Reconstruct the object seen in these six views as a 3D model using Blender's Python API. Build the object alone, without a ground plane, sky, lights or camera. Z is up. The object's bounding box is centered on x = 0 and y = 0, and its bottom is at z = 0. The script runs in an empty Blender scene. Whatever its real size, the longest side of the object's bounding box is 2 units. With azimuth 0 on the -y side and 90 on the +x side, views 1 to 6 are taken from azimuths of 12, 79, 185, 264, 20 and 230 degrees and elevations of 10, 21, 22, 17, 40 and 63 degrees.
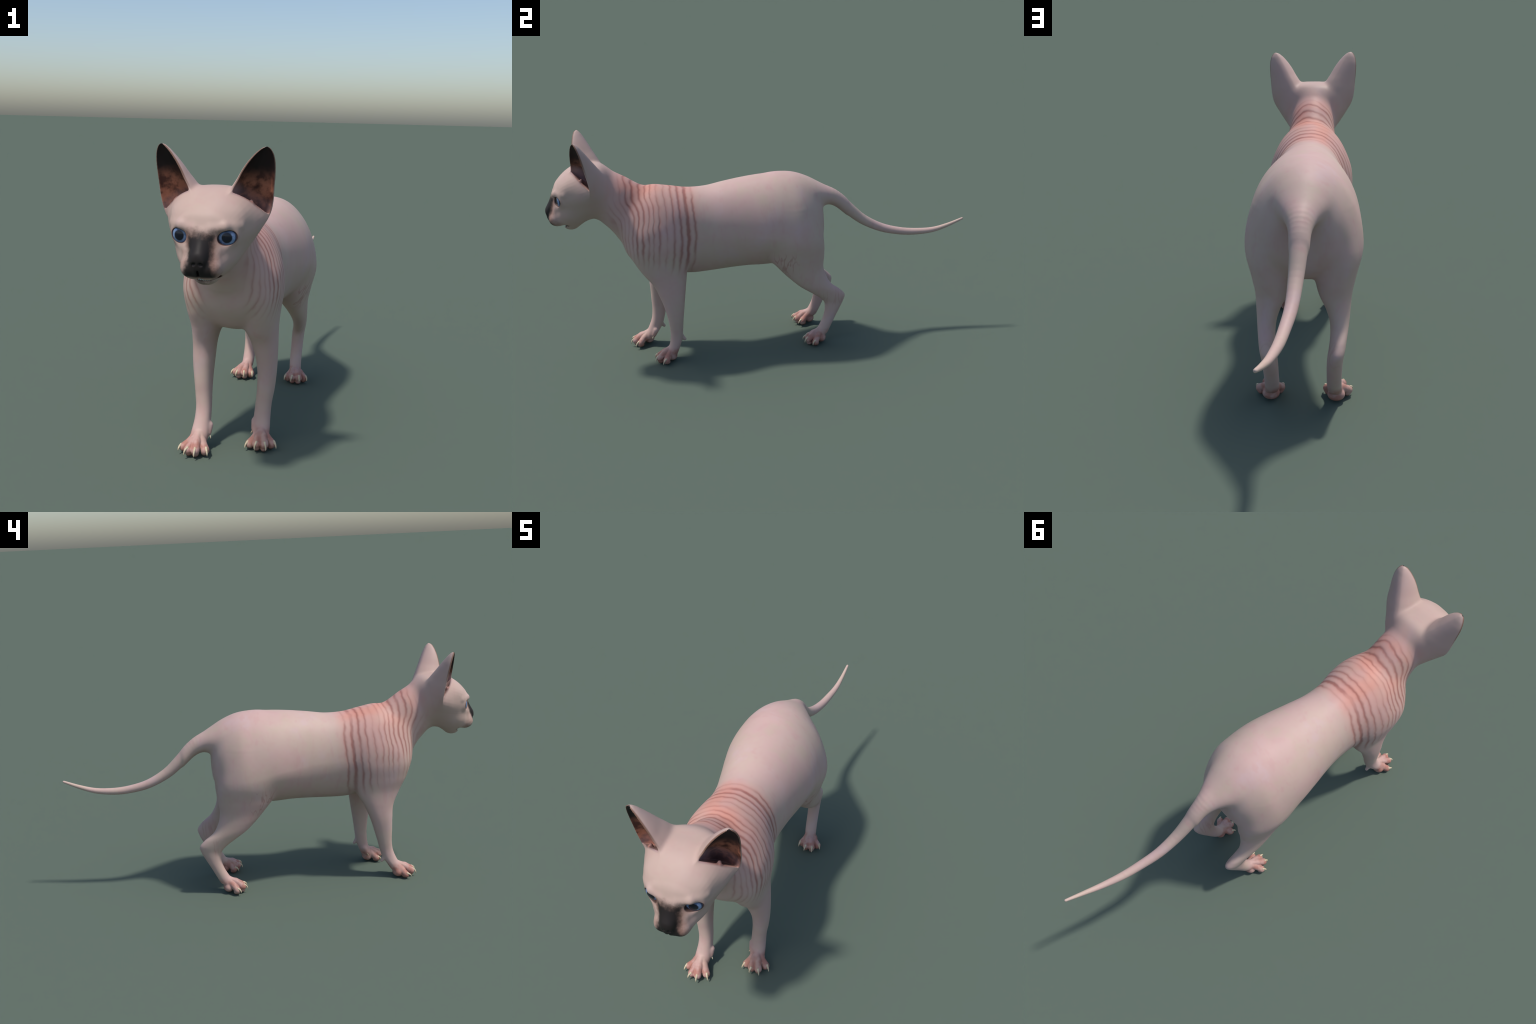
"""A hairless cat standing with one forepaw forward, built from blended solids.

The body is one implicit surface: lofts for trunk and limbs, round cones for tail
and toes, ellipsoids for the head, hollow cups for the ears, all joined by smooth
unions.  The surface is extracted once, then cut into named anatomical parts."""
import bpy
import math
import random
import numpy as np
from mathutils import Vector

random.seed(7)
rng = np.random.default_rng(7)

# ------------------------------------------------------------------ field grid
STEP = 0.0028
LOW = np.array([-0.235, -1.02, -0.012])
HIGH = np.array([0.235, 1.012, 1.12])
SIZE = np.ceil((HIGH - LOW) / STEP).astype(int) + 1
AX = [(LOW[i] + STEP * np.arange(SIZE[i])).astype(np.float32) for i in range(3)]
FIELD = np.full(SIZE, 0.25, np.float32)


def box(lo, hi, pad):
    """index slices and broadcastable coordinates of a padded box"""
    sl = []
    for i in range(3):
        a = int(np.clip(math.floor((lo[i] - pad - LOW[i]) / STEP), 0, SIZE[i] - 1))
        b = int(np.clip(math.ceil((hi[i] + pad - LOW[i]) / STEP) + 1, a + 3, SIZE[i]))
        sl.append(slice(a, b))
    x = AX[0][sl[0]][:, None, None]
    y = AX[1][sl[1]][None, :, None]
    z = AX[2][sl[2]][None, None, :]
    return tuple(sl), x, y, z


def smin(a, b, k):
    h = np.maximum(k - np.abs(a - b), 0) / k
    return np.minimum(a, b) - h * h * h * (k / 6)


def smax(a, b, k):
    return -smin(-a, -b, k)


def to_distance(f):
    """first order distance: field divided by its gradient length"""
    g = np.gradient(f, STEP)
    n = np.sqrt(g[0] ** 2 + g[1] ** 2 + g[2] ** 2)
    return (f / np.clip(n, 0.25, 8)).astype(np.float32)


def curve(t, knots):
    """smooth (Catmull-Rom style) interpolation of knots (t, v0, v1, ...)"""
    k = np.array(knots, float)
    order = np.argsort(k[:, 0])
    k = k[order]
    ts, vs = k[:, 0], k[:, 1:]
    d = np.gradient(vs, ts, axis=0) if len(ts) > 2 else np.repeat((vs[1:] - vs[:1]) / (ts[1] - ts[0]), 2, axis=0)
    t = np.clip(np.asarray(t, float), ts[0], ts[-1])
    i = np.clip(np.searchsorted(ts, t) - 1, 0, len(ts) - 2)
    h = (ts[i + 1] - ts[i])
    s = ((t - ts[i]) / h)[..., None]
    h = h[..., None]
    return ((2 * s**3 - 3 * s**2 + 1) * vs[i] + (s**3 - 2 * s**2 + s) * h * d[i]
            + (-2 * s**3 + 3 * s**2) * vs[i + 1] + (s**3 - s**2) * h * d[i + 1])


def union(sl, f, k):
    FIELD[sl] = smin(FIELD[sl], f.astype(np.float32), k)


def carve(sl, f, k):
    """take the inside of f out of the field"""
    FIELD[sl] = smax(FIELD[sl], -f.astype(np.float32), k)


def ellipsoid(c, r, rot=None):
    pad = 0.05
    R = max(r) if rot is not None else None
    lo = [c[i] - (R or r[i]) for i in range(3)]
    hi = [c[i] + (R or r[i]) for i in range(3)]
    sl, x, y, z = box(lo, hi, pad)
    p = [x - c[0], y - c[1], z - c[2]]
    if rot is not None:
        m = np.array(rot)
        p = [m[j][0] * p[0] + m[j][1] * p[1] + m[j][2] * p[2] for j in range(3)]
    k0 = np.sqrt(sum((p[i] / r[i]) ** 2 for i in range(3)))
    k1 = np.sqrt(sum((p[i] / r[i] ** 2) ** 2 for i in range(3)))
    return sl, k0 * (k0 - 1) / np.maximum(k1, 1e-6)


def tilt(axis, deg):
    """rows of a rotation: world -> local"""
    a = math.radians(deg)
    c, s = math.cos(a), math.sin(a)
    if axis == 0:
        return [[1, 0, 0], [0, c, s], [0, -s, c]]
    if axis == 1:
        return [[c, 0, -s], [0, 1, 0], [s, 0, c]]
    return [[c, s, 0], [-s, c, 0], [0, 0, 1]]


def cone(a, b, ra, rb, narrow=1.0):
    """round cone from a to b, squeezed sideways by narrow"""
    a, b = np.array(a, float), np.array(b, float)
    R = max(ra, rb)
    sl, x, y, z = box(np.minimum(a, b) - R, np.maximum(a, b) + R, 0.04)
    d = b - a
    t = np.clip(((x - a[0]) * d[0] + (y - a[1]) * d[1] + (z - a[2]) * d[2]) / (d @ d), 0, 1)
    q = np.sqrt((narrow * (x - a[0] - t * d[0])) ** 2 + (y - a[1] - t * d[1]) ** 2 + (z - a[2] - t * d[2]) ** 2)
    return sl, q - (ra + (rb - ra) * t)


def limb_loft(sections, side, k_end=0.03, power=2.3):
    """horizontal sections (z, y_front, y_back, x_inner, x_outer), side +1 or -1"""
    s = np.array(sections, float)
    xs = np.sort(side * s[:, 3:5].ravel())
    lo = [xs[0], s[:, 1].min(), s[:, 0].min()]
    hi = [xs[-1], s[:, 2].max(), s[:, 0].max()]
    sl, x, y, z = box(lo, hi, 0.05)
    v = curve(z[0, 0, :], sections)
    yf, yb, xi, xo = [v[:, j][None, None, :] for j in range(4)]
    cy, ry = (yf + yb) / 2, (yb - yf) / 2
    cx, rx = (xi + xo) / 2, (xo - xi) / 2
    rho = (np.abs((side * x - cx) / rx) ** power + np.abs((y - cy) / ry) ** power) ** (1 / power)
    f = to_distance((rho - 1) * np.minimum(rx, ry))
    f = smax(f, np.broadcast_to(s[:, 0].min() - z, f.shape), 0.02)
    return sl, smax(f, np.broadcast_to(z - s[:, 0].max(), f.shape), k_end)


def trunk_loft(sections, k_front, k_back, y0, y1):
    """upright sections (y, z_top, z_bottom, half_width, z_widest, power_top, power_bottom)"""
    s = np.array(sections, float)
    hw = s[:, 3].max()
    sl, x, y, z = box([-hw, y0, s[:, 2].min()], [hw, y1, s[:, 1].max()], 0.05)
    v = curve(y[0, :, 0], sections)
    zt, zb, w, zw, pt, pb = [v[:, j][None, :, None] for j in range(6)]
    dz = z - zw
    up = dz > 0
    e = np.where(up, np.abs(dz) / (zt - zw), np.abs(dz) / (zw - zb))
    p = np.where(up, pt, pb)
    rho = (np.abs(x / w) ** p + e**p) ** (1 / p)
    f = to_distance((rho - 1) * w)
    f = smax(f, np.broadcast_to(y0 - y, f.shape), k_front)
    return sl, smax(f, np.broadcast_to(y - y1, f.shape), k_back)


# ------------------------------------------------------------------ trunk, neck
TRUNK = [  # y, top, bottom, half width, z of widest, powers
    (-0.72, 0.720, 0.590, 0.080, 0.65, 2.0, 2.0),
    (-0.66, 0.775, 0.530, 0.130, 0.63, 2.0, 2.2),
    (-0.60, 0.826, 0.472, 0.153, 0.62, 2.0, 2.1),
    (-0.52, 0.852, 0.438, 0.168, 0.62, 2.0, 2.0),
    (-0.44, 0.842, 0.418, 0.163, 0.62, 2.0, 1.9),
    (-0.36, 0.826, 0.404, 0.144, 0.62, 2.1, 1.8),
    (-0.27, 0.824, 0.404, 0.145, 0.62, 2.1, 1.75),
    (-0.18, 0.837, 0.409, 0.160, 0.62, 2.1, 1.75),
    (-0.09, 0.848, 0.412, 0.180, 0.61, 2.1, 1.75),
    (0.00, 0.855, 0.410, 0.198, 0.60, 2.05, 1.75),
    (0.09, 0.857, 0.425, 0.204, 0.58, 2.0, 2.0),
    (0.16, 0.846, 0.445, 0.198, 0.57, 2.0, 2.0),
    (0.22, 0.820, 0.465, 0.168, 0.57, 2.0, 2.0),
    (0.28, 0.780, 0.510, 0.120, 0.59, 2.0, 2.0),
    (0.36, 0.735, 0.560, 0.070, 0.62, 2.0, 2.0),
]
union(*trunk_loft(TRUNK, 0.07, 0.08, -0.672, 0.287), 0.01)
CROUP = [  # rump running into the tail
    (0.02, 0.850, 0.660, 0.090, 0.765, 2.0, 2.0),
    (0.10, 0.853, 0.655, 0.112, 0.760, 2.0, 2.0),
    (0.16, 0.846, 0.650, 0.114, 0.750, 2.0, 2.0),
    (0.22, 0.825, 0.652, 0.102, 0.740, 2.0, 2.0),
    (0.28, 0.794, 0.668, 0.079, 0.732, 2.0, 2.0),
    (0.33, 0.764, 0.678, 0.053, 0.720, 2.0, 2.0),
    (0.373, 0.734, 0.658, 0.036, 0.696, 2.0, 2.0),
    (0.43, 0.680, 0.606, 0.029, 0.643, 2.0, 2.0),
]
union(*trunk_loft(CROUP, 0.05, 0.02, 0.03, 0.42), 0.03)

# neck: leaning forward and up, narrower than deep
for a, b, ra, rb, narrow in (((0, -0.598, 0.712), (0, -0.688, 0.796), 0.132, 0.106, 1.17),
                             ((0, -0.688, 0.796), (0, -0.790, 0.852), 0.106, 0.098, 1.18)):
    union(*cone(a, b, ra, rb, narrow), 0.05)
union(*cone((0, -0.735, 0.874), (0, -0.610, 0.787), 0.078, 0.081, 1.0), 0.03)   # nape

# ------------------------------------------------------------------ legs
FORE_LEFT = [  # z, y front, y back, x inner, x outer
    (0.77, -0.560, -0.460, 0.040, 0.095), (0.68, -0.612, -0.425, 0.045, 0.161), (0.60, -0.640, -0.395, 0.050, 0.174),
    (0.52, -0.628, -0.385, 0.045, 0.166), (0.45, -0.592, -0.390, 0.040, 0.158),
    (0.40, -0.555, -0.398, 0.056, 0.156), (0.34, -0.531, -0.408, 0.072, 0.155),
    (0.28, -0.513, -0.417, 0.080, 0.153), (0.21, -0.501, -0.427, 0.080, 0.147),
    (0.145, -0.496, -0.434, 0.075, 0.137), (0.10, -0.500, -0.442, 0.072, 0.135),
    (0.06, -0.512, -0.458, 0.072, 0.136), (0.03, -0.525, -0.470, 0.076, 0.136)]
FORE_RIGHT = [
    (0.77, -0.560, -0.460, 0.040, 0.095), (0.68, -0.614, -0.425, 0.045, 0.161), (0.60, -0.644, -0.395, 0.050, 0.175),
    (0.52, -0.634, -0.385, 0.045, 0.167), (0.45, -0.602, -0.392, 0.050, 0.155),
    (0.38, -0.572, -0.428, 0.066, 0.152), (0.31, -0.567, -0.458, 0.070, 0.149),
    (0.24, -0.567, -0.480, 0.073, 0.141), (0.19, -0.567, -0.495, 0.073, 0.135),
    (0.14, -0.574, -0.508, 0.071, 0.130), (0.10, -0.589, -0.522, 0.070, 0.131),
    (0.06, -0.610, -0.548, 0.070, 0.136), (0.03, -0.630, -0.567, 0.072, 0.140)]
HIND = [
    (0.70, 0.030, 0.205, 0.030, 0.160), (0.62, 0.000, 0.242, 0.030, 0.194),
    (0.54, -0.002, 0.268, 0.034, 0.204), (0.46, 0.012, 0.271, 0.036, 0.187),
    (0.40, 0.056, 0.267, 0.050, 0.173), (0.35, 0.104, 0.280, 0.078, 0.167),
    (0.31, 0.148, 0.305, 0.092, 0.162), (0.275, 0.196, 0.348, 0.094, 0.155),
    (0.245, 0.236, 0.371, 0.090, 0.149), (0.215, 0.264, 0.366, 0.085, 0.143),
    (0.18, 0.270, 0.350, 0.083, 0.140), (0.13, 0.261, 0.324, 0.083, 0.138),
    (0.08, 0.237, 0.299, 0.084, 0.138), (0.04, 0.212, 0.278, 0.088, 0.140)]
union(*limb_loft(FORE_LEFT, 1), 0.035)
union(*limb_loft(FORE_RIGHT, -1), 0.035)
union(*limb_loft(HIND, 1, power=2.1), 0.035)
union(*limb_loft(HIND, -1, power=2.1), 0.035)

# ------------------------------------------------------------------ tail
TAIL = [(0.000, 0.250, 0.722, 0.040), (0.000, 0.315, 0.724, 0.041), (0.001, 0.373, 0.696, 0.034),
        (0.003, 0.430, 0.643, 0.029), (0.008, 0.500, 0.583, 0.0245), (0.016, 0.590, 0.535, 0.021),
        (0.030, 0.680, 0.511, 0.0185), (0.042, 0.760, 0.503, 0.0165), (0.058, 0.845, 0.508, 0.0130),
        (0.070, 0.920, 0.529, 0.0095), (0.079, 0.993, 0.558, 0.0058)]
knots = [(i,) + t for i, t in enumerate(TAIL)]
path = curve(np.linspace(0, len(TAIL) - 1, 41), knots)
tail_sl, tx, ty, tz = box([-0.06, 0.24, 0.46], [0.14, 1.0, 0.80], 0.02)
tail_f = np.full((tx.size, ty.size, tz.size), 0.25, np.float32)
for p, q in zip(path[:-1], path[1:]):
    sl, f = cone(p[:3], q[:3], p[3], q[3])
    part = tuple(slice(max(s.start, t.start), min(s.stop, t.stop)) for s, t in zip(sl, tail_sl))
    src = tuple(slice(r.start - s.start, r.stop - s.start) for r, s in zip(part, sl))
    dst = tuple(slice(r.start - t.start, r.stop - t.start) for r, t in zip(part, tail_sl))
    tail_f[dst] = np.minimum(tail_f[dst], f[src])
union(tail_sl, tail_f, 0.020)

# ------------------------------------------------------------------ paws
# claw roots, heel pad, and the point where the toes meet the leg
PAWS = {
    "fore_left": dict(claws=[(0.065, -0.552, 0.031), (0.101, -0.572, 0.042), (0.136, -0.571, 0.043), (0.164, -0.535, 0.035)],
                      tips=[(0.060, -0.561, 0.007), (0.099, -0.577, 0.011), (0.140, -0.578, 0.014), (0.172, -0.545, 0.011)],
                      root=(0.106, -0.500, 0.060), heel=(0.106, -0.492, 0.020), dew=(0.105, -0.436, 0.108), thumb=(0.077, -0.487, 0.056)),
    "fore_right": dict(claws=[(-0.160, -0.636, 0.030), (-0.127, -0.674, 0.039), (-0.095, -0.678, 0.040), (-0.058, -0.655, 0.036)],
                       tips=[(-0.164, -0.650, 0.011), (-0.133, -0.682, 0.011), (-0.095, -0.687, 0.010), (-0.052, -0.666, 0.010)],
                       root=(-0.104, -0.592, 0.062), heel=(-0.116, -0.590, 0.020), dew=(-0.108, -0.522, 0.092), thumb=(-0.072, -0.572, 0.058)),
    "hind_left": dict(claws=[(0.078, 0.189, 0.037), (0.111, 0.166, 0.043), (0.145, 0.165, 0.044), (0.172, 0.198, 0.036)],
                      tips=[(0.075, 0.179, 0.013), (0.109, 0.156, 0.016), (0.147, 0.157, 0.017), (0.177, 0.190, 0.014)],
                      root=(0.114, 0.243, 0.062), heel=(0.118, 0.250, 0.022), dew=None, thumb=None),
}
mirror = {}
for key, val in PAWS["hind_left"].items():
    mirror[key] = None if val is None else [(-p[0],) + tuple(p[1:]) for p in val] if isinstance(val, list) else (-val[0],) + tuple(val[1:])
PAWS["hind_right"] = mirror

for paw in PAWS.values():
    root = np.array(paw["root"])
    pts = [root, np.array(paw["heel"])] + [np.array(c) for c in paw["claws"]]
    sl, x, y, z = box(np.min(pts, 0), np.max(pts, 0), 0.05)
    shape = (x.size, y.size, z.size)

    def local(fn_sl, f):
        out = np.full(shape, 0.2, np.float32)
        part = tuple(slice(max(a.start, b.start), min(a.stop, b.stop)) for a, b in zip(fn_sl, sl))
        out[tuple(slice(r.start - b.start, r.stop - b.start) for r, b in zip(part, sl))] = \
            f[tuple(slice(r.start - a.start, r.stop - a.start) for r, a in zip(part, fn_sl))]
        return out

    toes = np.full(shape, 0.2, np.float32)
    for claw in paw["claws"]:
        c = np.array(claw)
        back = root - c
        back[2] = 0
        back /= np.linalg.norm(back)
        tip = c + back * 0.013 + np.array([0, 0, -0.0135])
        tip[2] = max(tip[2], 0.0185)
        knuckle = tip + back * 0.030 + np.array([0, 0, 0.020])
        t = local(*cone(tip, knuckle, 0.0160, 0.0142))
        t = smin(t, local(*cone(knuckle, root * 0.75 + knuckle * 0.25 + [0, 0, 0.004], 0.0142, 0.0125)), 0.010)
        pad = tip + back * 0.006
        pad[2] = 0.0125
        t = smin(t, local(*ellipsoid(pad, (0.0125, 0.015, 0.0125))), 0.008)
        toes = smin(toes, t, 0.003)
    heel = np.array(paw["heel"])
    palm = local(*ellipsoid(heel + np.array([0, -0.006, 0.004]), (0.032, 0.026, 0.024)))
    toes = smin(toes, palm, 0.010)
    union(sl, toes, 0.013)
    if paw["dew"] is not None:
        d = np.array(paw["dew"])
        union(*cone(d + [0, -0.022, 0.030], d + [0, 0.006, -0.006], 0.016, 0.0085), 0.012)
    if paw["thumb"] is not None:
        t = np.array(paw["thumb"])
        union(*cone(t + [0, 0.012, 0.024], t, 0.013, 0.0095), 0.016)

# ------------------------------------------------------------------ head
def both(c, r, k, rot=None, op=union):
    for s in (1, -1):
        m = None
        if rot is not None:
            m = np.array(rot, float)
            if s < 0:
                m = m * np.array([[1, -1, -1], [-1, 1, 1], [-1, 1, 1]])
        sl, f = ellipsoid((s * c[0], c[1], c[2]), r, m)
        op(sl, f, k)


HEAD = [  # y, centre height, half outline (x, z) from crown to throat
    (-1.000, 0.766, [(0, 0.780), (0.012, 0.777), (0.020, 0.766), (0.012, 0.752), (0, 0.746)]),
    (-0.985, 0.766, [(0, 0.798), (0.016, 0.794), (0.026, 0.768), (0.024, 0.748), (0.012, 0.726), (0, 0.722)]),
    (-0.972, 0.768, [(0, 0.820), (0.018, 0.815), (0.033, 0.784), (0.044, 0.752), (0.036, 0.722), (0.016, 0.712), (0, 0.714)]),
    (-0.958, 0.775, [(0, 0.862), (0.024, 0.858), (0.042, 0.820), (0.053, 0.785), (0.057, 0.748), (0.046, 0.718), (0.020, 0.707), (0, 0.711)]),
    (-0.945, 0.785, [(0, 0.892), (0.032, 0.889), (0.066, 0.866), (0.068, 0.825), (0.064, 0.785), (0.064, 0.748), (0.052, 0.718), (0.022, 0.707), (0, 0.711)]),
    (-0.925, 0.800, [(0, 0.917), (0.045, 0.912), (0.088, 0.880), (0.098, 0.838), (0.084, 0.795), (0.077, 0.752), (0.056, 0.719), (0.025, 0.706), (0, 0.708)]),
    (-0.900, 0.805, [(0, 0.940), (0.060, 0.932), (0.106, 0.896), (0.113, 0.850), (0.100, 0.800), (0.088, 0.752), (0.057, 0.713), (0.028, 0.692), (0, 0.687)]),
    (-0.865, 0.810, [(0, 0.962), (0.062, 0.955), (0.116, 0.914), (0.129, 0.858), (0.112, 0.800), (0.092, 0.750), (0.056, 0.710), (0.028, 0.693), (0, 0.690)]),
    (-0.820, 0.820, [(0, 0.974), (0.065, 0.968), (0.122, 0.930), (0.147, 0.868), (0.123, 0.807), (0.090, 0.758), (0.056, 0.728), (0.028, 0.719), (0, 0.717)]),
    (-0.780, 0.830, [(0, 0.974), (0.065, 0.968), (0.124, 0.935), (0.155, 0.880), (0.128, 0.817), (0.096, 0.774), (0.060, 0.745), (0.028, 0.735), (0, 0.733)]),
    (-0.730, 0.840, [(0, 0.968), (0.060, 0.960), (0.112, 0.920), (0.128, 0.875), (0.116, 0.825), (0.092, 0.785), (0.060, 0.765), (0.028, 0.752), (0, 0.748)]),
    (-0.680, 0.845, [(0, 0.938), (0.040, 0.930), (0.072, 0.895), (0.084, 0.855), (0.078, 0.825), (0.060, 0.798), (0.040, 0.780), (0.020, 0.772), (0, 0.770)]),
]


def head_loft(y0, y1):
    """upright outlines given as polar radii about a centre line"""
    angles = np.linspace(0, math.pi, 33)
    rows = []
    for y, zc, pts in HEAD:
        p = np.array(pts)
        th = np.arctan2(p[:, 0], p[:, 1] - zc)
        r = np.hypot(p[:, 0], p[:, 1] - zc)
        th[0], th[-1] = 0, math.pi
        # even continuation over crown and throat keeps the outline smooth there
        k = np.concatenate([[-th[1]], th, [2 * math.pi - th[-2]]])
        v = np.concatenate([[r[1]], r, [r[-2]]])
        rows.append(np.concatenate([[y, zc], curve(angles, np.stack([k, v], 1))[:, 0]]))
    sl, x, y, z = box([-0.16, y0, 0.68], [0.16, y1, 0.98], 0.05)
    v = curve(y[0, :, 0], rows)
    zc = v[:, 0][None, :, None]
    dz = z - zc
    r = np.sqrt(x * x + dz * dz)
    th = np.arctan2(np.abs(x), dz) / math.pi * 32
    i = np.clip(th.astype(int), 0, 31)
    t = th - i
    j = np.broadcast_to(np.arange(len(v))[None, :, None], i.shape)
    R = v[:, 1:]
    f = to_distance(r - (R[j, i] * (1 - t) + R[j, i + 1] * t))
    f = smax(f, np.broadcast_to(y0 - y, f.shape), 0.012)
    return sl, smax(f, np.broadcast_to(y - y1, f.shape), 0.06)


union(*head_loft(-0.997, -0.70), 0.04)
union(*cone((0, -0.940, 0.838), (0, -0.973, 0.782), 0.022, 0.022), 0.025)   # nose bridge
both((0.033, -0.952, 0.743), (0.030, 0.034, 0.030), 0.02)               # whisker pads
union(*ellipsoid((0, -0.976, 0.768), (0.024, 0.021, 0.017)), 0.012)     # nose
union(*ellipsoid((0, -0.892, 0.699), (0.033, 0.034, 0.021)), 0.02)      # chin

# ------------------------------------------------------------------ ears
EAR_ORIGIN = np.array([0.1175, -0.8225, 0.930])
EAR_N = np.array([0.467, -0.862, -0.195])   # out of the opening
EAR_W = np.array([0.093, -0.172, 0.981])    # up the ear
EAR_U = np.array([0.879, 0.476, 0.000])     # inner edge -> outer edge
EAR_POWER = 1.65
EAR_HOLLOW = 0.50     # depth of the hollow over depth of the whole ear
EAR_RIM = [  # w, u of inner edge, u of outer edge, depth behind the opening
    (-0.090, -0.060, 0.040, 0.120), (-0.040, -0.070, 0.068, 0.112), (0.005, -0.072, 0.075, 0.102), (0.040, -0.062, 0.0745, 0.086),
    (0.070, -0.047, 0.0740, 0.070), (0.102, -0.032, 0.0730, 0.054), (0.136, -0.010, 0.0680, 0.036),
    (0.158, 0.010, 0.0590, 0.023), (0.168, 0.023, 0.0510, 0.015), (0.174, 0.036, 0.0440, 0.008)]


def ear(side):
    sl, x, y, z = box([0.02 if side > 0 else -0.21, -0.93, 0.80], [0.21 if side > 0 else -0.02, -0.66, 1.11], 0.01)
    p = [side * x - EAR_ORIGIN[0], y - EAR_ORIGIN[1], z - EAR_ORIGIN[2]]
    dot = lambda a: a[0] * p[0] + a[1] * p[1] + a[2] * p[2]
    u, w, n = dot(EAR_U), dot(EAR_W), dot(EAR_N)
    v = curve(w, EAR_RIM)
    a0, a1, d = v[..., 0], v[..., 1], v[..., 2]
    c, a = (a0 + a1) / 2, np.maximum((a1 - a0) / 2, 0.002)

    def cup(shrink, depth):
        aa, dd = np.maximum(a - shrink, 0.002), np.maximum(d * depth, 0.002)
        return to_distance(((np.abs((u - c) / aa) ** EAR_POWER + np.abs(n / dd) ** EAR_POWER) ** (1 / EAR_POWER) - 1) * np.minimum(aa, dd))

    outer = smax(cup(0.0, 1.0), n, 0.004)
    outer = smax(outer, w - 0.174, 0.008)
    outer = smax(outer, -0.075 - w, 0.03)
    hollow = smax(cup(0.0060, EAR_HOLLOW), (w - 0.171), 0.006)
    floor = (-0.002 - 0.547 * u) - w + np.where(n < 0, 1.2 * n, 2.5 * n)   # cheek and crown close the cup below
    hollow = smax(hollow, floor, 0.008)
    return sl, outer, hollow


for side in (1, -1):
    sl, outer, hollow = ear(side)
    union(sl, outer, 0.022)
    carve(sl, hollow, 0.004)
    t = EAR_ORIGIN + 0.004 * EAR_U - 0.006 * EAR_W - 0.004 * EAR_N
    union(*ellipsoid((side * t[0], t[1], t[2]), (0.008, 0.008, 0.013)), 0.010)   # flap of skin at the ear's mouth

# ------------------------------------------------------------------ mouth, eye sockets
EYE = np.array([0.0652, -0.8990, 0.836])
EYE_R = 0.0400
EYE_TURN = 16     # degrees outward
carve(*ellipsoid((0, -0.918, 0.7090), (0.052, 0.038, 0.0098), tilt(0, 25)), 0.003)
carve(*ellipsoid((0, -0.986, 0.724), (0.0020, 0.014, 0.014)), 0.006)     # split of the upper lip
both((0.0115, -0.9960, 0.7595), (0.0055, 0.0045, 0.0024), 0.004, tilt(1, 30), carve)  # nostrils
look = np.array([math.sin(math.radians(EYE_TURN)), -math.cos(math.radians(EYE_TURN)), 0])
both(EYE + look * 0.057, (0.033, 0.024, 0.026), 0.022, tilt(2, EYE_TURN), carve)   # sockets
both(EYE, (EYE_R + 0.0026,) * 3, 0.008)                                            # lids over the eyeballs
for sd in (1, -1):                                                                  # brow over the eye
    union(*cone((sd * 0.026, -0.9420, 0.859), (sd * 0.066, -0.9345, 0.8660), 0.014, 0.0135), 0.018)
    union(*cone((sd * 0.066, -0.9345, 0.8660), (sd * 0.102, -0.8960, 0.866), 0.0135, 0.012), 0.018)
EYE_SLANT = 12     # outer corners higher
almond = np.array(tilt(1, -EYE_SLANT)) @ np.array(tilt(2, EYE_TURN))
both(EYE + look * 0.042 + [0, 0, -0.0025], (0.0285, 0.026, 0.0208), 0.002, almond, carve)            # eye openings

# the blends swell the body a little: take that back, but leave the thin ears, tail and paws alone
FIELD += (0.0012 * np.clip((AX[1] + 0.74) / 0.06, 0, 1) * np.clip((0.45 - AX[1]) / 0.1, 0, 1)).astype(np.float32)[None, :, None] * np.clip(AX[2] / 0.12, 0, 1)[None, None, :]

FIELD += (0.0018 * np.clip((-0.80 - AX[1]) / 0.05, 0, 1)).astype(np.float32)[None, :, None] * np.clip((0.91 - AX[2]) / 0.04, 0, 1)[None, None, :]

# keep the soles on the ground
sl, x, y, z = box([-0.235, -0.75, 0], [0.235, 0.4, 0.05], 0.01)
FIELD[sl] = smax(FIELD[sl], np.broadcast_to(-z, FIELD[sl].shape).astype(np.float32), 0.004)


# ------------------------------------------------------------------ surface nets
def sample(grid, p):
    q = (p - LOW) / STEP
    i = np.clip(np.floor(q).astype(int), 0, np.array(grid.shape) - 2)
    f = q - i
    out = np.zeros(len(p))
    for dx in (0, 1):
        for dy in (0, 1):
            for dz in (0, 1):
                wgt = (f[:, 0] if dx else 1 - f[:, 0]) * (f[:, 1] if dy else 1 - f[:, 1]) * (f[:, 2] if dz else 1 - f[:, 2])
                out += wgt * grid[i[:, 0] + dx, i[:, 1] + dy, i[:, 2] + dz]
    return out


def gradient(p):
    h = STEP
    return np.stack([(sample(FIELD, p + d) - sample(FIELD, p - d)) / (2 * h) for d in np.eye(3) * h], 1)


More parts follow.
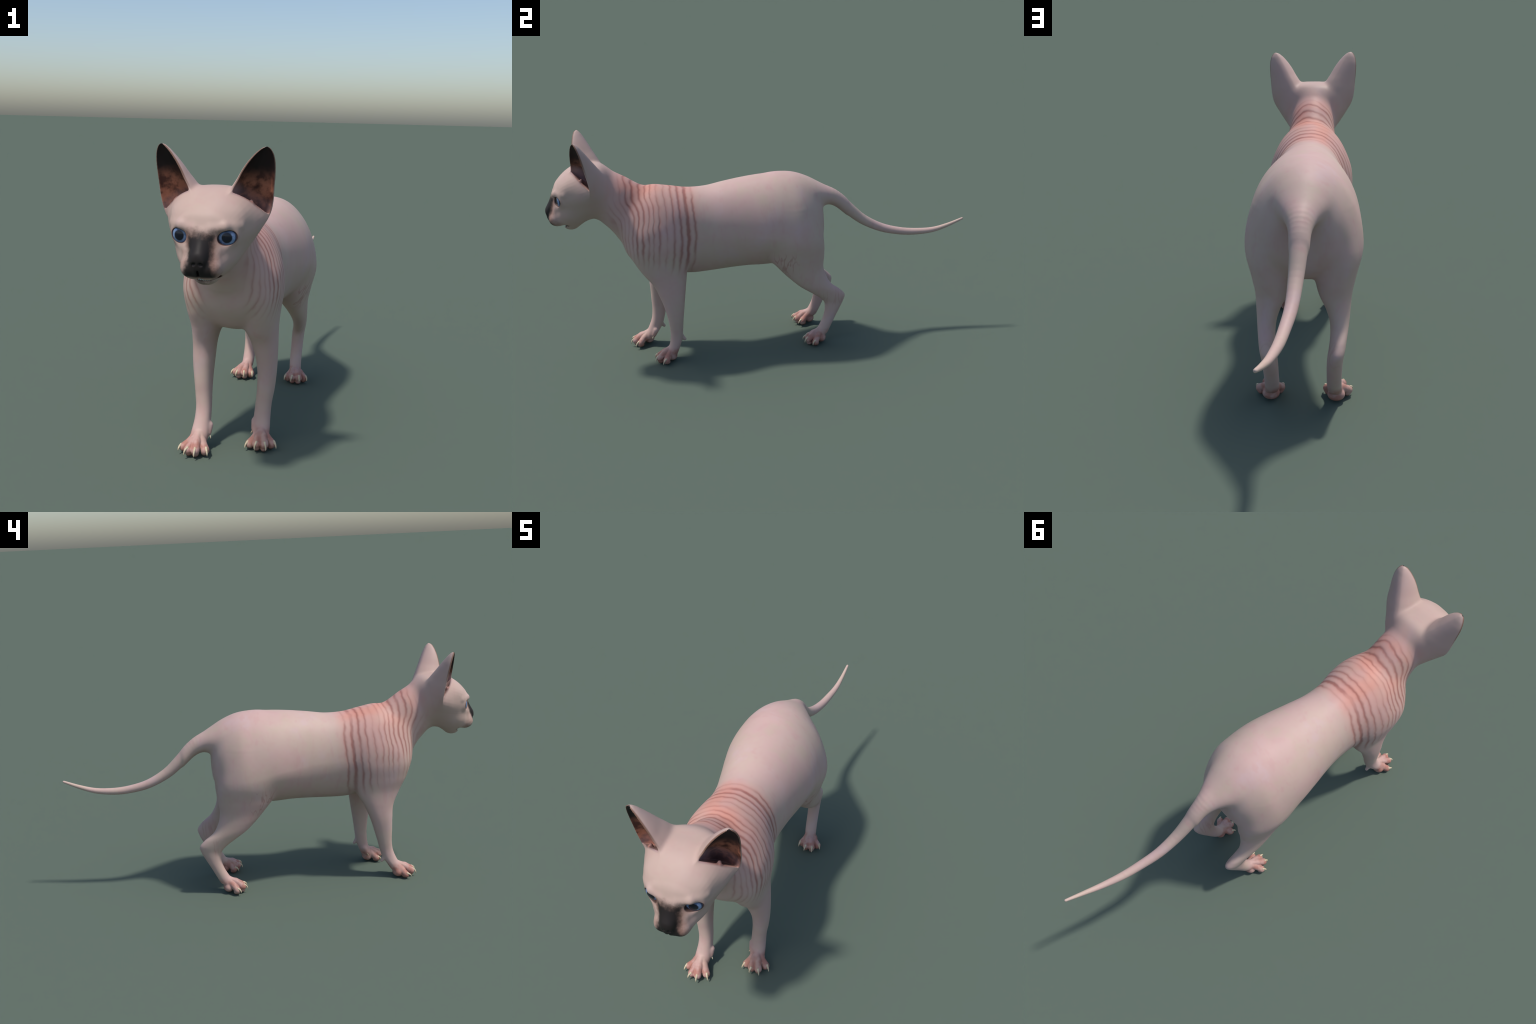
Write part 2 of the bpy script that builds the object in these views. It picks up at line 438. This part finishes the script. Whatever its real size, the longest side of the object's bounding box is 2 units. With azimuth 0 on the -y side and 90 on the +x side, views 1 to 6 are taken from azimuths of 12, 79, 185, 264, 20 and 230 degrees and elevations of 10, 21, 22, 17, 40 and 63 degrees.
def surface_net():
    inside = FIELD < 0
    n = inside.astype(np.int8)
    total = sum(n[a:a - 1 or None, b:b - 1 or None, c:c - 1 or None] for a in (0, 1) for b in (0, 1) for c in (0, 1))
    cells = np.argwhere((total > 0) & (total < 8))
    index = np.full(total.shape, -1, np.int32)
    index[tuple(cells.T)] = np.arange(len(cells))
    acc, cnt = np.zeros((len(cells), 3)), np.zeros(len(cells))
    corners = np.array([(a, b, c) for a in (0, 1) for b in (0, 1) for c in (0, 1)])
    vals = np.stack([FIELD[tuple((cells + k).T)] for k in corners], 1)
    for i in range(8):
        for j in range(i + 1, 8):
            if abs(corners[i] - corners[j]).sum() == 1:
                a, b = vals[:, i], vals[:, j]
                m = (a < 0) != (b < 0)
                t = np.where(m, a / np.where(m, a - b, 1), 0)
                acc += np.where(m[:, None], corners[i] + t[:, None] * (corners[j] - corners[i]), 0)
                cnt += m
    verts = LOW + STEP * (cells + acc / cnt[:, None])
    quads = []
    for ax in range(3):
        o = [i for i in range(3) if i != ax]
        lo_s = [slice(None)] * 3
        hi_s = [slice(None)] * 3
        lo_s[ax], hi_s[ax] = slice(0, -1), slice(1, None)
        a, b = inside[tuple(lo_s)], inside[tuple(hi_s)]
        for flip, mask in ((False, a & ~b), (True, ~a & b)):
            e = np.argwhere(mask)
            e = e[(e[:, o[0]] > 0) & (e[:, o[1]] > 0) & (e[:, o[0]] < total.shape[o[0]]) & (e[:, o[1]] < total.shape[o[1]])]
            ring = []
            for du, dv in ((-1, -1), (0, -1), (0, 0), (-1, 0)):
                k = e.copy()
                k[:, o[0]] += du
                k[:, o[1]] += dv
                ring.append(index[tuple(k.T)])
            q = np.stack(ring, 1)
            if flip ^ (ax == 1):
                q = q[:, ::-1]
            quads.append(q)
    return verts, np.concatenate(quads)


V, Q = surface_net()


def relax(v, q, amount):
    acc = np.zeros_like(v)
    cnt = np.zeros(len(v))
    for i in range(4):
        a, b = q[:, i], q[:, (i + 1) % 4]
        for s, t in ((a, b), (b, a)):
            for c in range(3):
                acc[:, c] += np.bincount(s, v[t, c], len(v))
            cnt += np.bincount(s, minlength=len(v))
    return v + amount * (acc / cnt[:, None] - v)


for _ in range(3):
    V = relax(V, Q, 0.5)
    for _ in range(2):
        g = gradient(V)
        f = sample(FIELD, V)
        V = V - np.clip(f / np.maximum((g * g).sum(1), 0.2), -STEP, STEP)[:, None] * g
NRM = gradient(V)
NRM /= np.maximum(np.linalg.norm(NRM, axis=1), 1e-6)[:, None]
print("surface", len(V), "verts")


# ------------------------------------------------------------------ materials
class Node:
    """a socket with arithmetic, so that masks read as formulas"""
    tree = None

    def __init__(self, sock):
        self.s = sock

    @staticmethod
    def math(op, *args, clamp=False):
        n = Node.tree.nodes.new("ShaderNodeMath")
        n.operation = op
        n.use_clamp = clamp
        for i, a in enumerate(args):
            if isinstance(a, Node):
                Node.tree.links.new(a.s, n.inputs[i])
            else:
                n.inputs[i].default_value = a
        return Node(n.outputs[0])

    def __add__(self, o): return Node.math("ADD", self, o)
    __radd__ = __add__
    def __sub__(self, o): return Node.math("SUBTRACT", self, o)
    def __rsub__(self, o): return Node.math("SUBTRACT", o, self)
    def __mul__(self, o): return Node.math("MULTIPLY", self, o)
    __rmul__ = __mul__
    def __truediv__(self, o): return Node.math("DIVIDE", self, o)
    def abs(self): return Node.math("ABSOLUTE", self)
    def sq(self): return Node.math("MULTIPLY", self, self)
    def sqrt(self): return Node.math("SQRT", self)
    def max(self, o): return Node.math("MAXIMUM", self, o)
    def min(self, o): return Node.math("MINIMUM", self, o)

    def step(self, a, b):
        """smooth step: 0 at a, 1 at b"""
        n = Node.tree.nodes.new("ShaderNodeMapRange")
        n.interpolation_type = "SMOOTHSTEP"
        flip = b < a
        n.inputs["From Min"].default_value = min(a, b)
        n.inputs["From Max"].default_value = max(a, b)
        n.inputs["To Min"].default_value = 1.0 if flip else 0.0
        n.inputs["To Max"].default_value = 0.0 if flip else 1.0
        Node.tree.links.new(self.s, n.inputs["Value"])
        return Node(n.outputs[0])


def srgb(r, g, b):
    f = lambda c: (c / 255 / 12.92) if c <= 10 else ((c / 255 + 0.055) / 1.055) ** 2.4
    return (f(r), f(g), f(b), 1.0)


def new_material(name, rough, spec=0.3):
    m = bpy.data.materials.new(name)
    m.use_nodes = True
    t = m.node_tree
    Node.tree = t
    b = t.nodes["Principled BSDF"]
    b.inputs["Roughness"].default_value = rough
    b.inputs["Specular IOR Level"].default_value = spec
    return m, t, b


def coordinates(t):
    c = t.nodes.new("ShaderNodeTexCoord")
    s = t.nodes.new("ShaderNodeSeparateXYZ")
    t.links.new(c.outputs["Object"], s.inputs[0])
    return c.outputs["Object"], Node(s.outputs[0]), Node(s.outputs[1]), Node(s.outputs[2])


def noise(t, vec, scale, detail=3, rough=0.5, stretch=None, seed=0.0):
    n = t.nodes.new("ShaderNodeTexNoise")
    n.noise_dimensions = "4D"
    n.inputs["W"].default_value = seed
    n.inputs["Scale"].default_value = scale
    n.inputs["Detail"].default_value = detail
    n.inputs["Roughness"].default_value = rough
    if stretch:
        mp = t.nodes.new("ShaderNodeMapping")
        mp.inputs["Scale"].default_value = stretch
        t.links.new(vec, mp.inputs[0])
        vec = mp.outputs[0]
    t.links.new(vec, n.inputs["Vector"])
    return Node(n.outputs[0])


def mix(t, fac, a, b):
    n = t.nodes.new("ShaderNodeMix")
    n.data_type = "RGBA"
    for sock, v in ((n.inputs["Factor"], fac), (n.inputs["A"], a), (n.inputs["B"], b)):
        if isinstance(v, Node):
            t.links.new(v.s, sock)
        elif hasattr(v, "is_linked"):
            t.links.new(v, sock)
        else:
            sock.default_value = v
    return n.outputs["Result"]


def float_curve(t, value, lo, hi, vlo, vhi, pts):
    """a 1D profile drawn with a Float Curve node"""
    n = t.nodes.new("ShaderNodeFloatCurve")
    c = n.mapping.curves[0]
    c.points[0].location = ((pts[0][0] - lo) / (hi - lo), (pts[0][1] - vlo) / (vhi - vlo))
    c.points[1].location = ((pts[-1][0] - lo) / (hi - lo), (pts[-1][1] - vlo) / (vhi - vlo))
    for p in pts[1:-1]:
        c.points.new((p[0] - lo) / (hi - lo), (p[1] - vlo) / (vhi - vlo))
    n.mapping.update()
    u = (value - lo) / (hi - lo)
    t.links.new(u.s, n.inputs["Value"])
    return Node(n.outputs[0]) * (vhi - vlo) + vlo


WRINKLES = [  # y of each fold line, strength, half width
    (-0.305, 0.25, 6), (-0.337, 0.75, 6), (-0.370, 1.0, 7), (-0.402, 0.8, 6), (-0.434, 0.7, 6), (-0.468, 0.6, 6),
    (-0.500, 0.7, 6), (-0.526, 0.7, 5), (-0.548, 0.75, 5), (-0.574, 0.8, 6), (-0.606, 0.85, 6), (-0.634, 0.8, 6),
    (-0.660, 0.75, 6), (-0.686, 0.7, 6), (-0.714, 0.6, 6), (-0.744, 0.5, 6)]


def skin():
    m, t, b = new_material("hairless_skin", 0.55, 0.22)
    obj, x, y, z = coordinates(t)
    ax = x.abs()
    big = noise(t, obj, 5.0, 3, 0.5)
    fine = noise(t, obj, 26.0, 4, 0.55, seed=3)
    base = mix(t, big.step(0.35, 0.68), SKIN_A, SKIN_B)
    base = mix(t, fine.step(0.42, 0.75) * 0.35, base, SKIN_PINK)

    veil = noise(t, obj, 11.0, 4, 0.6, seed=31, stretch=(1, 1, 0.6))
    base = mix(t, veil.step(0.50, 0.72) * 0.65, base, SKIN_LILAC)
    base = mix(t, veil.step(0.48, 0.30) * 0.60, base, SKIN_SAND)
    streak = noise(t, obj, 20.0, 3, 0.55, seed=33, stretch=(1, 1.6, 0.5))
    base = mix(t, streak.step(0.54, 0.70) * 0.45, base, SKIN_PINK)
    base = mix(t, (y - 0.45 * (z - 0.85)).step(-0.68, -0.76) * 0.55, base, SKIN_HEAD)

    # warm flush over withers and shoulders
    warp = (noise(t, obj, 4.0, 2, 0.5, seed=9) - 0.5) * 0.05
    yy = y + warp
    flush = yy.step(-0.285, -0.345) * yy.step(-0.74, -0.60) * z.step(0.52, 0.80)
    base = mix(t, flush * 0.5, base, SKIN_FLUSH)
    top = flush * z.step(0.74, 0.83) * noise(t, obj, 7.0, 2, 0.5, seed=5).step(0.35, 0.7)
    base = mix(t, top * 0.7, base, SKIN_WARM)

    # fold lines round the shoulders and neck
    wob = (noise(t, obj, 9.0, 3, 0.5, seed=1, stretch=(1, 0.35, 1)) - 0.5) * 0.036
    wob = wob + (noise(t, obj, 24.0, 2, 0.5, seed=17, stretch=(1, 0.8, 0.7)) - 0.5) * 0.014
    lean = (0.62 - z).max(0.0) * 0.16
    front = (0.165 - ax).max(0.0) * 0.68 * y.step(-0.50, -0.61) * z.step(0.82, 0.70)   # lines run down the chest, not round it
    s = y + wob + lean - front
    lo, hi = -0.78, -0.28
    ramp = t.nodes.new("ShaderNodeValToRGB")
    el = ramp.color_ramp.elements
    stops = []
    for pos, strength, hw in WRINKLES:
        p = (pos - lo) / (hi - lo)
        stops.append((p, strength))
    mids = [((a[0] + c[0]) / 2) for a, c in zip(stops[:-1], stops[1:])]
    el[0].position, el[0].color = stops[0][0], (stops[0][1],) * 3 + (1,)
    el[1].position, el[1].color = stops[-1][0], (stops[-1][1],) * 3 + (1,)
    for p, v in stops[1:-1]:
        e = el.new(p)
        e.color = (v, v, v, 1)
    for p in mids:
        e = el.new(p)
        e.color = (-0.0, 0, 0, 1)
    t.links.new(((s - lo) / (hi - lo)).s, ramp.inputs[0])
    line = Node(ramp.outputs[0])
    breaks = noise(t, obj, 6.0, 2, 0.5, seed=12, stretch=(1, 2.2, 1)).step(0.36, 0.56) * 0.7 + 0.3
    zone = (y + warp).step(-0.275, -0.345) * y.step(-0.78, -0.70) * (z - ax * 0.35).step(0.37, 0.50)
    zone = zone * (ax + (z - 0.70).max(0.0) * 1.2 + (y + 0.60).max(0.0) * 1.5).step(0.050, 0.110)
    zone = zone * (z + (y + 0.52).max(0.0) * 1.5).step(0.47, 0.60)
    zone = zone * (y - 0.5 * (z - 0.86)).step(-0.71, -0.63)
    mask = line.step(0.32, 0.88) * breaks * zone
    base = mix(t, line.step(0.05, 0.7) * breaks * zone * 0.22, base, SKIN_FOLD)
    base = mix(t, mask * 0.58, base, SKIN_FOLD)

    # fine creases in the groin and at the hock
    crease = noise(t, obj, 11, 2, 0.45, seed=21, stretch=(1, 2.6, 0.7))
    groin = (crease - 0.5).abs().step(0.035, 0.0) * ((y - 0.06).abs().step(0.09, 0.02)) * ((z - 0.45).abs().step(0.09, 0.02)) * ax.step(0.08, 0.13)
    base = mix(t, groin * 0.34, base, SKIN_FOLD)
    hock = (crease - 0.5).abs().step(0.05, 0.0) * (z - 0.24).abs().step(0.06, 0.01) * y.step(0.22, 0.27)
    base = mix(t, hock * 0.16, base, SKIN_FOLD)

    # rosy toes
    toe = z.step(0.085, 0.045)
    base = mix(t, toe * (0.35 + 0.45 * noise(t, obj, 30, 2, 0.5, seed=4).step(0.4, 0.6)), base, SKIN_TOE)
    sole = z.step(0.014, 0.004)
    base = mix(t, sole * 0.85, base, SKIN_SOLE)

    # dark mask over nose and muzzle
    edge = (noise(t, obj, 30, 4, 0.65, seed=2) - 0.5) * 0.034
    half = 0.036 + (z - 0.80).max(0.0) * 0.24 + (0.775 - z).max(0.0) * 0.28
    d = (ax + edge) - half
    dark = d.step(0.013, -0.012) * (y - 0.25 * (z - 0.8)).step(-0.925, -0.945) * (z + edge * 1.3).step(0.868, 0.828) * z.step(0.712, 0.722)
    smudge = d.step(0.034, 0.0) * y.step(-0.915, -0.95) * (z + edge).step(0.87, 0.83) * z.step(0.70, 0.73)
    base = mix(t, smudge * 0.70 * noise(t, obj, 22, 2, 0.5, seed=8).step(0.3, 0.6), base, MASK_BROWN)
    base = mix(t, dark, base, MASK_BLACK)
    gap = y.step(-0.945, -0.935) * y.step(-0.876, -0.884) * ax.step(0.056, 0.050) * (z - 0.466 * (y + 0.918) - 0.7090).abs().step(0.0106, 0.0086)
    base = mix(t, gap * 0.9, base, MOUTH_RED)
    lips = y.step(-0.90, -0.92) * z.step(0.708, 0.700) * noise(t, obj, 45, 3, 0.6, seed=14).step(0.35, 0.6)
    base = mix(t, lips * 0.6, base, LID)
    # dark eye rims
    ct, st = math.cos(math.radians(EYE_TURN)), math.sin(math.radians(EYE_TURN))
    cs, ss = math.cos(math.radians(EYE_SLANT)), math.sin(math.radians(EYE_SLANT))
    across = (ax - EYE[0]) * ct + (y - EYE[1]) * st
    ahead = (ax - EYE[0]) * st - (y - EYE[1]) * ct
    up = z - (EYE[2] - 0.0025)
    r = (((across * cs + up * ss) / 0.0285).sq() + ((up * cs - across * ss) / 0.0208).sq()).sqrt()
    base = mix(t, r.step(1.45, 1.05) * ahead.step(0.0, 0.012) * 0.30, base, MASK_BROWN)
    base = mix(t, r.step(1.15, 1.04) * ahead.step(0.0, 0.012) * 0.9, base, LID)

    # hollows of the ears: brown with dark tips
    u = EAR_U[0] * (ax - EAR_ORIGIN[0]) + EAR_U[1] * (y - EAR_ORIGIN[1])
    w = EAR_W[0] * (ax - EAR_ORIGIN[0]) + EAR_W[1] * (y - EAR_ORIGIN[1]) + EAR_W[2] * (z - EAR_ORIGIN[2])
    n = EAR_N[0] * (ax - EAR_ORIGIN[0]) + EAR_N[1] * (y - EAR_ORIGIN[1]) + EAR_N[2] * (z - EAR_ORIGIN[2])
    ins = float_curve(t, w, -0.1, 0.18, -0.1, 0.1, [(r[0], r[1]) for r in EAR_RIM])
    out = float_curve(t, w, -0.1, 0.18, -0.1, 0.1, [(r[0], r[2]) for r in EAR_RIM])
    dep = float_curve(t, w, -0.1, 0.18, 0.0, 0.15, [(r[0], r[3]) for r in EAR_RIM])
    c, a = (ins + out) * 0.5, (out - ins) * 0.5 - 0.0036
    pw = lambda v: Node.math("POWER", v.abs(), EAR_POWER)
    rho = Node.math("POWER", pw((u - c) / a.max(0.002)) + pw(n / (dep * ((1 + EAR_HOLLOW) / 2)).max(0.002)), 1 / EAR_POWER)
    hollow = rho.step(1.015, 0.99) * n.step(0.012, 0.004)
    hollow = hollow * (w + 0.547 * u - n.min(0.0) * 1.2).step(-0.010, 0.004)
    blot = noise(t, obj, 24, 3, 0.55, seed=6)
    inner = mix(t, blot.step(0.40, 0.62), EAR_BROWN, EAR_RUST)
    inner = mix(t, (w + (blot - 0.5) * 0.08).step(0.05, 0.11), inner, EAR_BLACK)
    low = (w + 0.547 * u + (blot - 0.5) * 0.05).step(0.050, 0.005)
    inner = mix(t, low * (0.25 + 0.5 * u.step(-0.01, -0.05)), inner, EAR_PALE)
    base = mix(t, hollow, base, inner)
    rimz = rho.step(0.97, 1.03) * n.step(-0.009, -0.003) * w.step(0.0, 0.10) * (w + 0.547 * u).step(0.0, 0.02)
    base = mix(t, rimz * 0.9, base, EAR_EDGE)

    t.links.new(base, b.inputs["Base Color"])
    bump = t.nodes.new("ShaderNodeBump")
    bump.inputs["Strength"].default_value = 0.25
    bump.inputs["Distance"].default_value = 0.004
    h = 0.15 * noise(t, obj, 70, 3, 0.5, seed=11) - mask
    t.links.new(h.s, bump.inputs["Height"])
    t.links.new(bump.outputs[0], b.inputs["Normal"])
    return m


SKIN_A = srgb(191, 167, 154)
SKIN_B = srgb(193, 161, 154)
SKIN_LILAC = srgb(193, 166, 165)
SKIN_SAND = srgb(186, 165, 148)
SKIN_HEAD = srgb(176, 150, 140)
SKIN_PINK = srgb(190, 152, 146)
SKIN_FLUSH = srgb(200, 146, 136)
SKIN_WARM = srgb(206, 138, 118)
SKIN_FOLD = srgb(134, 68, 58)
SKIN_TOE = srgb(160, 102, 86)
SKIN_SOLE = srgb(80, 52, 44)
MASK_BLACK = srgb(35, 30, 29)
MASK_BROWN = srgb(120, 82, 66)
MOUTH_RED = srgb(70, 32, 34)
LID = srgb(46, 28, 28)
EAR_BROWN = srgb(74, 44, 37)
EAR_RUST = srgb(162, 104, 82)
EAR_BLACK = srgb(34, 24, 24)
EAR_PALE = srgb(176, 148, 150)
EAR_EDGE = srgb(110, 78, 62)
SKIN = skin()


def eye_material():
    m, t, b = new_material("blue_eye", 0.22, 0.4)
    obj, x, y, z = coordinates(t)     # local: iris axis along -y
    r = (x.sq() + z.sq()).sqrt()
    streak = noise(t, obj, 90, 3, 0.6, stretch=(1, 0.2, 1))
    col = mix(t, streak.step(0.3, 0.7), srgb(84, 108, 148), srgb(128, 150, 184))
    col = mix(t, (z + 0.2 * x).step(0.008, 0.024) * 0.7, col, srgb(34, 42, 66))  # shadow of the upper lid, painted dark navy across the eye's top
    col = mix(t, r.step(0.0225, 0.0270), col, srgb(34, 42, 66))
    col = mix(t, r.step(0.0185, 0.0138), col, srgb(14, 18, 32))
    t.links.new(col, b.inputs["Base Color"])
    b.inputs["Coat Weight"].default_value = 0.08
    b.inputs["Coat Roughness"].default_value = 0.04
    return m


def plain(name, col, rough, col2=None, scale=40):
    m, t, b = new_material(name, rough)
    obj, x, y, z = coordinates(t)
    c = mix(t, noise(t, obj, scale, 2).step(0.35, 0.65), col, col2 or col)
    t.links.new(c, b.inputs["Base Color"])
    return m


CLAW = plain("horn_claw", srgb(206, 192, 164), 0.4, srgb(188, 170, 140), 120)
TOOTH = plain("tooth_enamel", srgb(220, 222, 224), 0.25, srgb(205, 206, 206))
MOUTH = plain("mouth_flesh", srgb(110, 56, 60), 0.4, srgb(90, 44, 48))
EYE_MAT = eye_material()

# ------------------------------------------------------------------ split into parts
cat = bpy.data.objects.new("hairless_cat", None)
bpy.context.collection.objects.link(cat)
cat["label"] = "pink hairless cat with dark muzzle, blue eyes and big ears"
cat["category"] = "cat"

FC = V[Q].mean(1)
X, Y, Z = FC.T
AXX = np.abs(X)
region = np.full(len(Q), "torso", object)
head_line = -0.690 - (0.945 - Z) * 0.45          # slanting plane behind the jaws
neck_line = -0.560 - (0.865 - Z) * 0.50
region[(Y < neck_line) & (Z > 0.60)] = "neck"
region[Y < np.minimum(head_line, -0.69)] = "head"
for s, nm in ((1, "left"), (-1, "right")):
    rel = np.stack([s * X, Y, Z], 1) - EAR_ORIGIN
    w, n, u = rel @ EAR_W, rel @ EAR_N, rel @ EAR_U
    v = curve(np.clip(w, -0.09, 0.174), EAR_RIM)
    near = np.abs(u - (v[:, 0] + v[:, 1]) / 2) < (v[:, 1] - v[:, 0]) / 2 + 0.01
    region[(s * X > 0.03) & near & (w > 0.045 - 0.5 * np.clip(u + 0.06, 0, 0.2)) & (n < 0.012) & (n > -v[:, 2] - 0.012) & (Y > -0.9) & (Y < head_line + 0.06)] = "ear_" + nm
    fore = (s * X > 0) & (Y < -0.30) & (Z < 0.44)
    region[fore & ((Z < 0.40) | (AXX > 0.05))] = "fore_" + nm
    hind = (s * X > 0) & (Y > -0.02) & (Y < 0.40) & (Z < 0.47) & ((Z < 0.39) | (AXX > 0.05))
    region[hind] = "hind_" + nm
    for leg, zc in (("fore_", 0.085), ("hind_", 0.075)):
        region[(region == leg + nm) & (Z < zc)] = "paw_" + leg + nm
region[(Y > 0.318) & (Z > 0.45)] = "tail"
region[(Y < -0.976) & (Z > 0.746) & (AXX < 0.028)] = "nose"


def cut(name, tag, parent):
    f = Q[region == tag]
    used, inv = np.unique(f, return_inverse=True)
    me = bpy.data.meshes.new(name)
    me.from_pydata(V[used].tolist(), [], inv.reshape(f.shape).tolist())
    me.polygons.foreach_set("use_smooth", np.ones(len(f), bool))
    me.normals_split_custom_set_from_vertices(NRM[used].tolist())
    me.materials.append(SKIN)
    ob = bpy.data.objects.new(name, me)
    bpy.context.collection.objects.link(ob)
    ob.parent = parent
    return ob


head = cut("head", "head", cat)
cut("nose", "nose", head)
cut("neck", "neck", cat)
cut("torso", "torso", cat)
cut("tail", "tail", cat)
for nm in ("left", "right"):
    cut("ear", "ear_" + nm, head)
limbs = {}
for kind, word in (("fore_", "foreleg"), ("hind_", "hindleg")):
    for nm in ("left", "right"):
        limbs[kind + nm] = cut(word, kind + nm, cat)
        cut("paw", "paw_" + kind + nm, limbs[kind + nm])


# ------------------------------------------------------------------ small parts
def tube(points, radii, sides=12):
    """a closed tapering tube through points"""
    pts = [Vector(p) for p in points]
    vs, fs = [], []
    for i, p in enumerate(pts):
        d = (pts[min(i + 1, len(pts) - 1)] - pts[max(i - 1, 0)]).normalized()
        a = d.orthogonal().normalized() if i == 0 else (a - d * a.dot(d)).normalized()
        c = d.cross(a)
        for k in range(sides):
            t = 2 * math.pi * k / sides
            vs.append(p + (a * math.cos(t) + c * math.sin(t)) * radii[i])
    for i in range(len(pts) - 1):
        for k in range(sides):
            m = (k + 1) % sides
            fs.append((i * sides + k, i * sides + m, (i + 1) * sides + m, (i + 1) * sides + k))
    fs.append(tuple(range(sides))[::-1])
    fs.append(tuple((len(pts) - 1) * sides + k for k in range(sides)))
    return vs, fs


def add(name, vs, fs, mat, parent, smooth=True):
    me = bpy.data.meshes.new(name)
    me.from_pydata([tuple(v) for v in vs], [], fs)
    me.polygons.foreach_set("use_smooth", [smooth] * len(fs))
    me.materials.append(mat)
    ob = bpy.data.objects.new(name, me)
    bpy.context.collection.objects.link(ob)
    ob.parent = parent
    return ob


def claw(base, tip, parent, size=1.0):
    b, t = Vector(base), Vector(tip)
    d = t - b
    fwd = Vector((d.x, d.y, 0))
    fwd = fwd.normalized() if fwd.length > 1e-4 else Vector((0, -1, 0))
    start = b - fwd * 0.009 + Vector((0, 0, -0.002))
    bend = b + fwd * 0.007 * size + d * 0.42 + Vector((0, 0, 0.003))
    pts, rad = [], []
    for i in range(10):
        k = i / 9
        # quadratic curve, root -> bend -> tip
        pts.append(start * (1 - k) ** 2 + bend * 2 * k * (1 - k) + t * k * k)
        rad.append(0.0046 * size * (1 - k) ** 0.6 + 0.0005)
    return add("claw", *tube(pts, rad, 10), CLAW, parent)


for key, paw in PAWS.items():
    for b, tp in zip(paw["claws"], paw["tips"]):
        claw(b, tp, limbs[key])
    if paw["thumb"] is not None:
        t = paw["thumb"]
        s = 1 if t[0] > 0 else -1
        claw((t[0] - s * 0.004, t[1] - 0.004, t[2] - 0.004), (t[0] - s * 0.009, t[1] - 0.008, t[2] - 0.020), limbs[key], 0.65)


def ball(name, r, mat, parent, loc, seg=48):
    vs, fs = [], []
    rings = seg // 2
    for i in range(rings + 1):
        th = math.pi * i / rings
        for k in range(seg):
            ph = 2 * math.pi * k / seg
            vs.append((r * math.sin(th) * math.cos(ph), -r * math.cos(th), r * math.sin(th) * math.sin(ph)))
    for i in range(rings):
        for k in range(seg):
            m = (k + 1) % seg
            fs.append((i * seg + k, (i + 1) * seg + k, (i + 1) * seg + m, i * seg + m))
    ob = add(name, vs, fs, mat, parent)
    ob.location = loc
    return ob


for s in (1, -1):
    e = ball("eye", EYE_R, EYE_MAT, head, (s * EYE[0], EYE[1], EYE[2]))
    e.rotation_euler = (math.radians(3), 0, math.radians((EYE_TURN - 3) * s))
for k in range(7):
    a = (k - 3) * 0.0052
    tall = 0.0085 if abs(k - 3) == 3 else 0.0045
    root = Vector((a, -0.9185 + 0.22 * abs(a), 0.6985))
    add("tooth", *tube([root, root + Vector((0, -0.0008, tall * 0.6)), root + Vector((0, -0.0012, tall))], [0.0022, 0.0019, 0.0007], 8), TOOTH, head)
print("done")
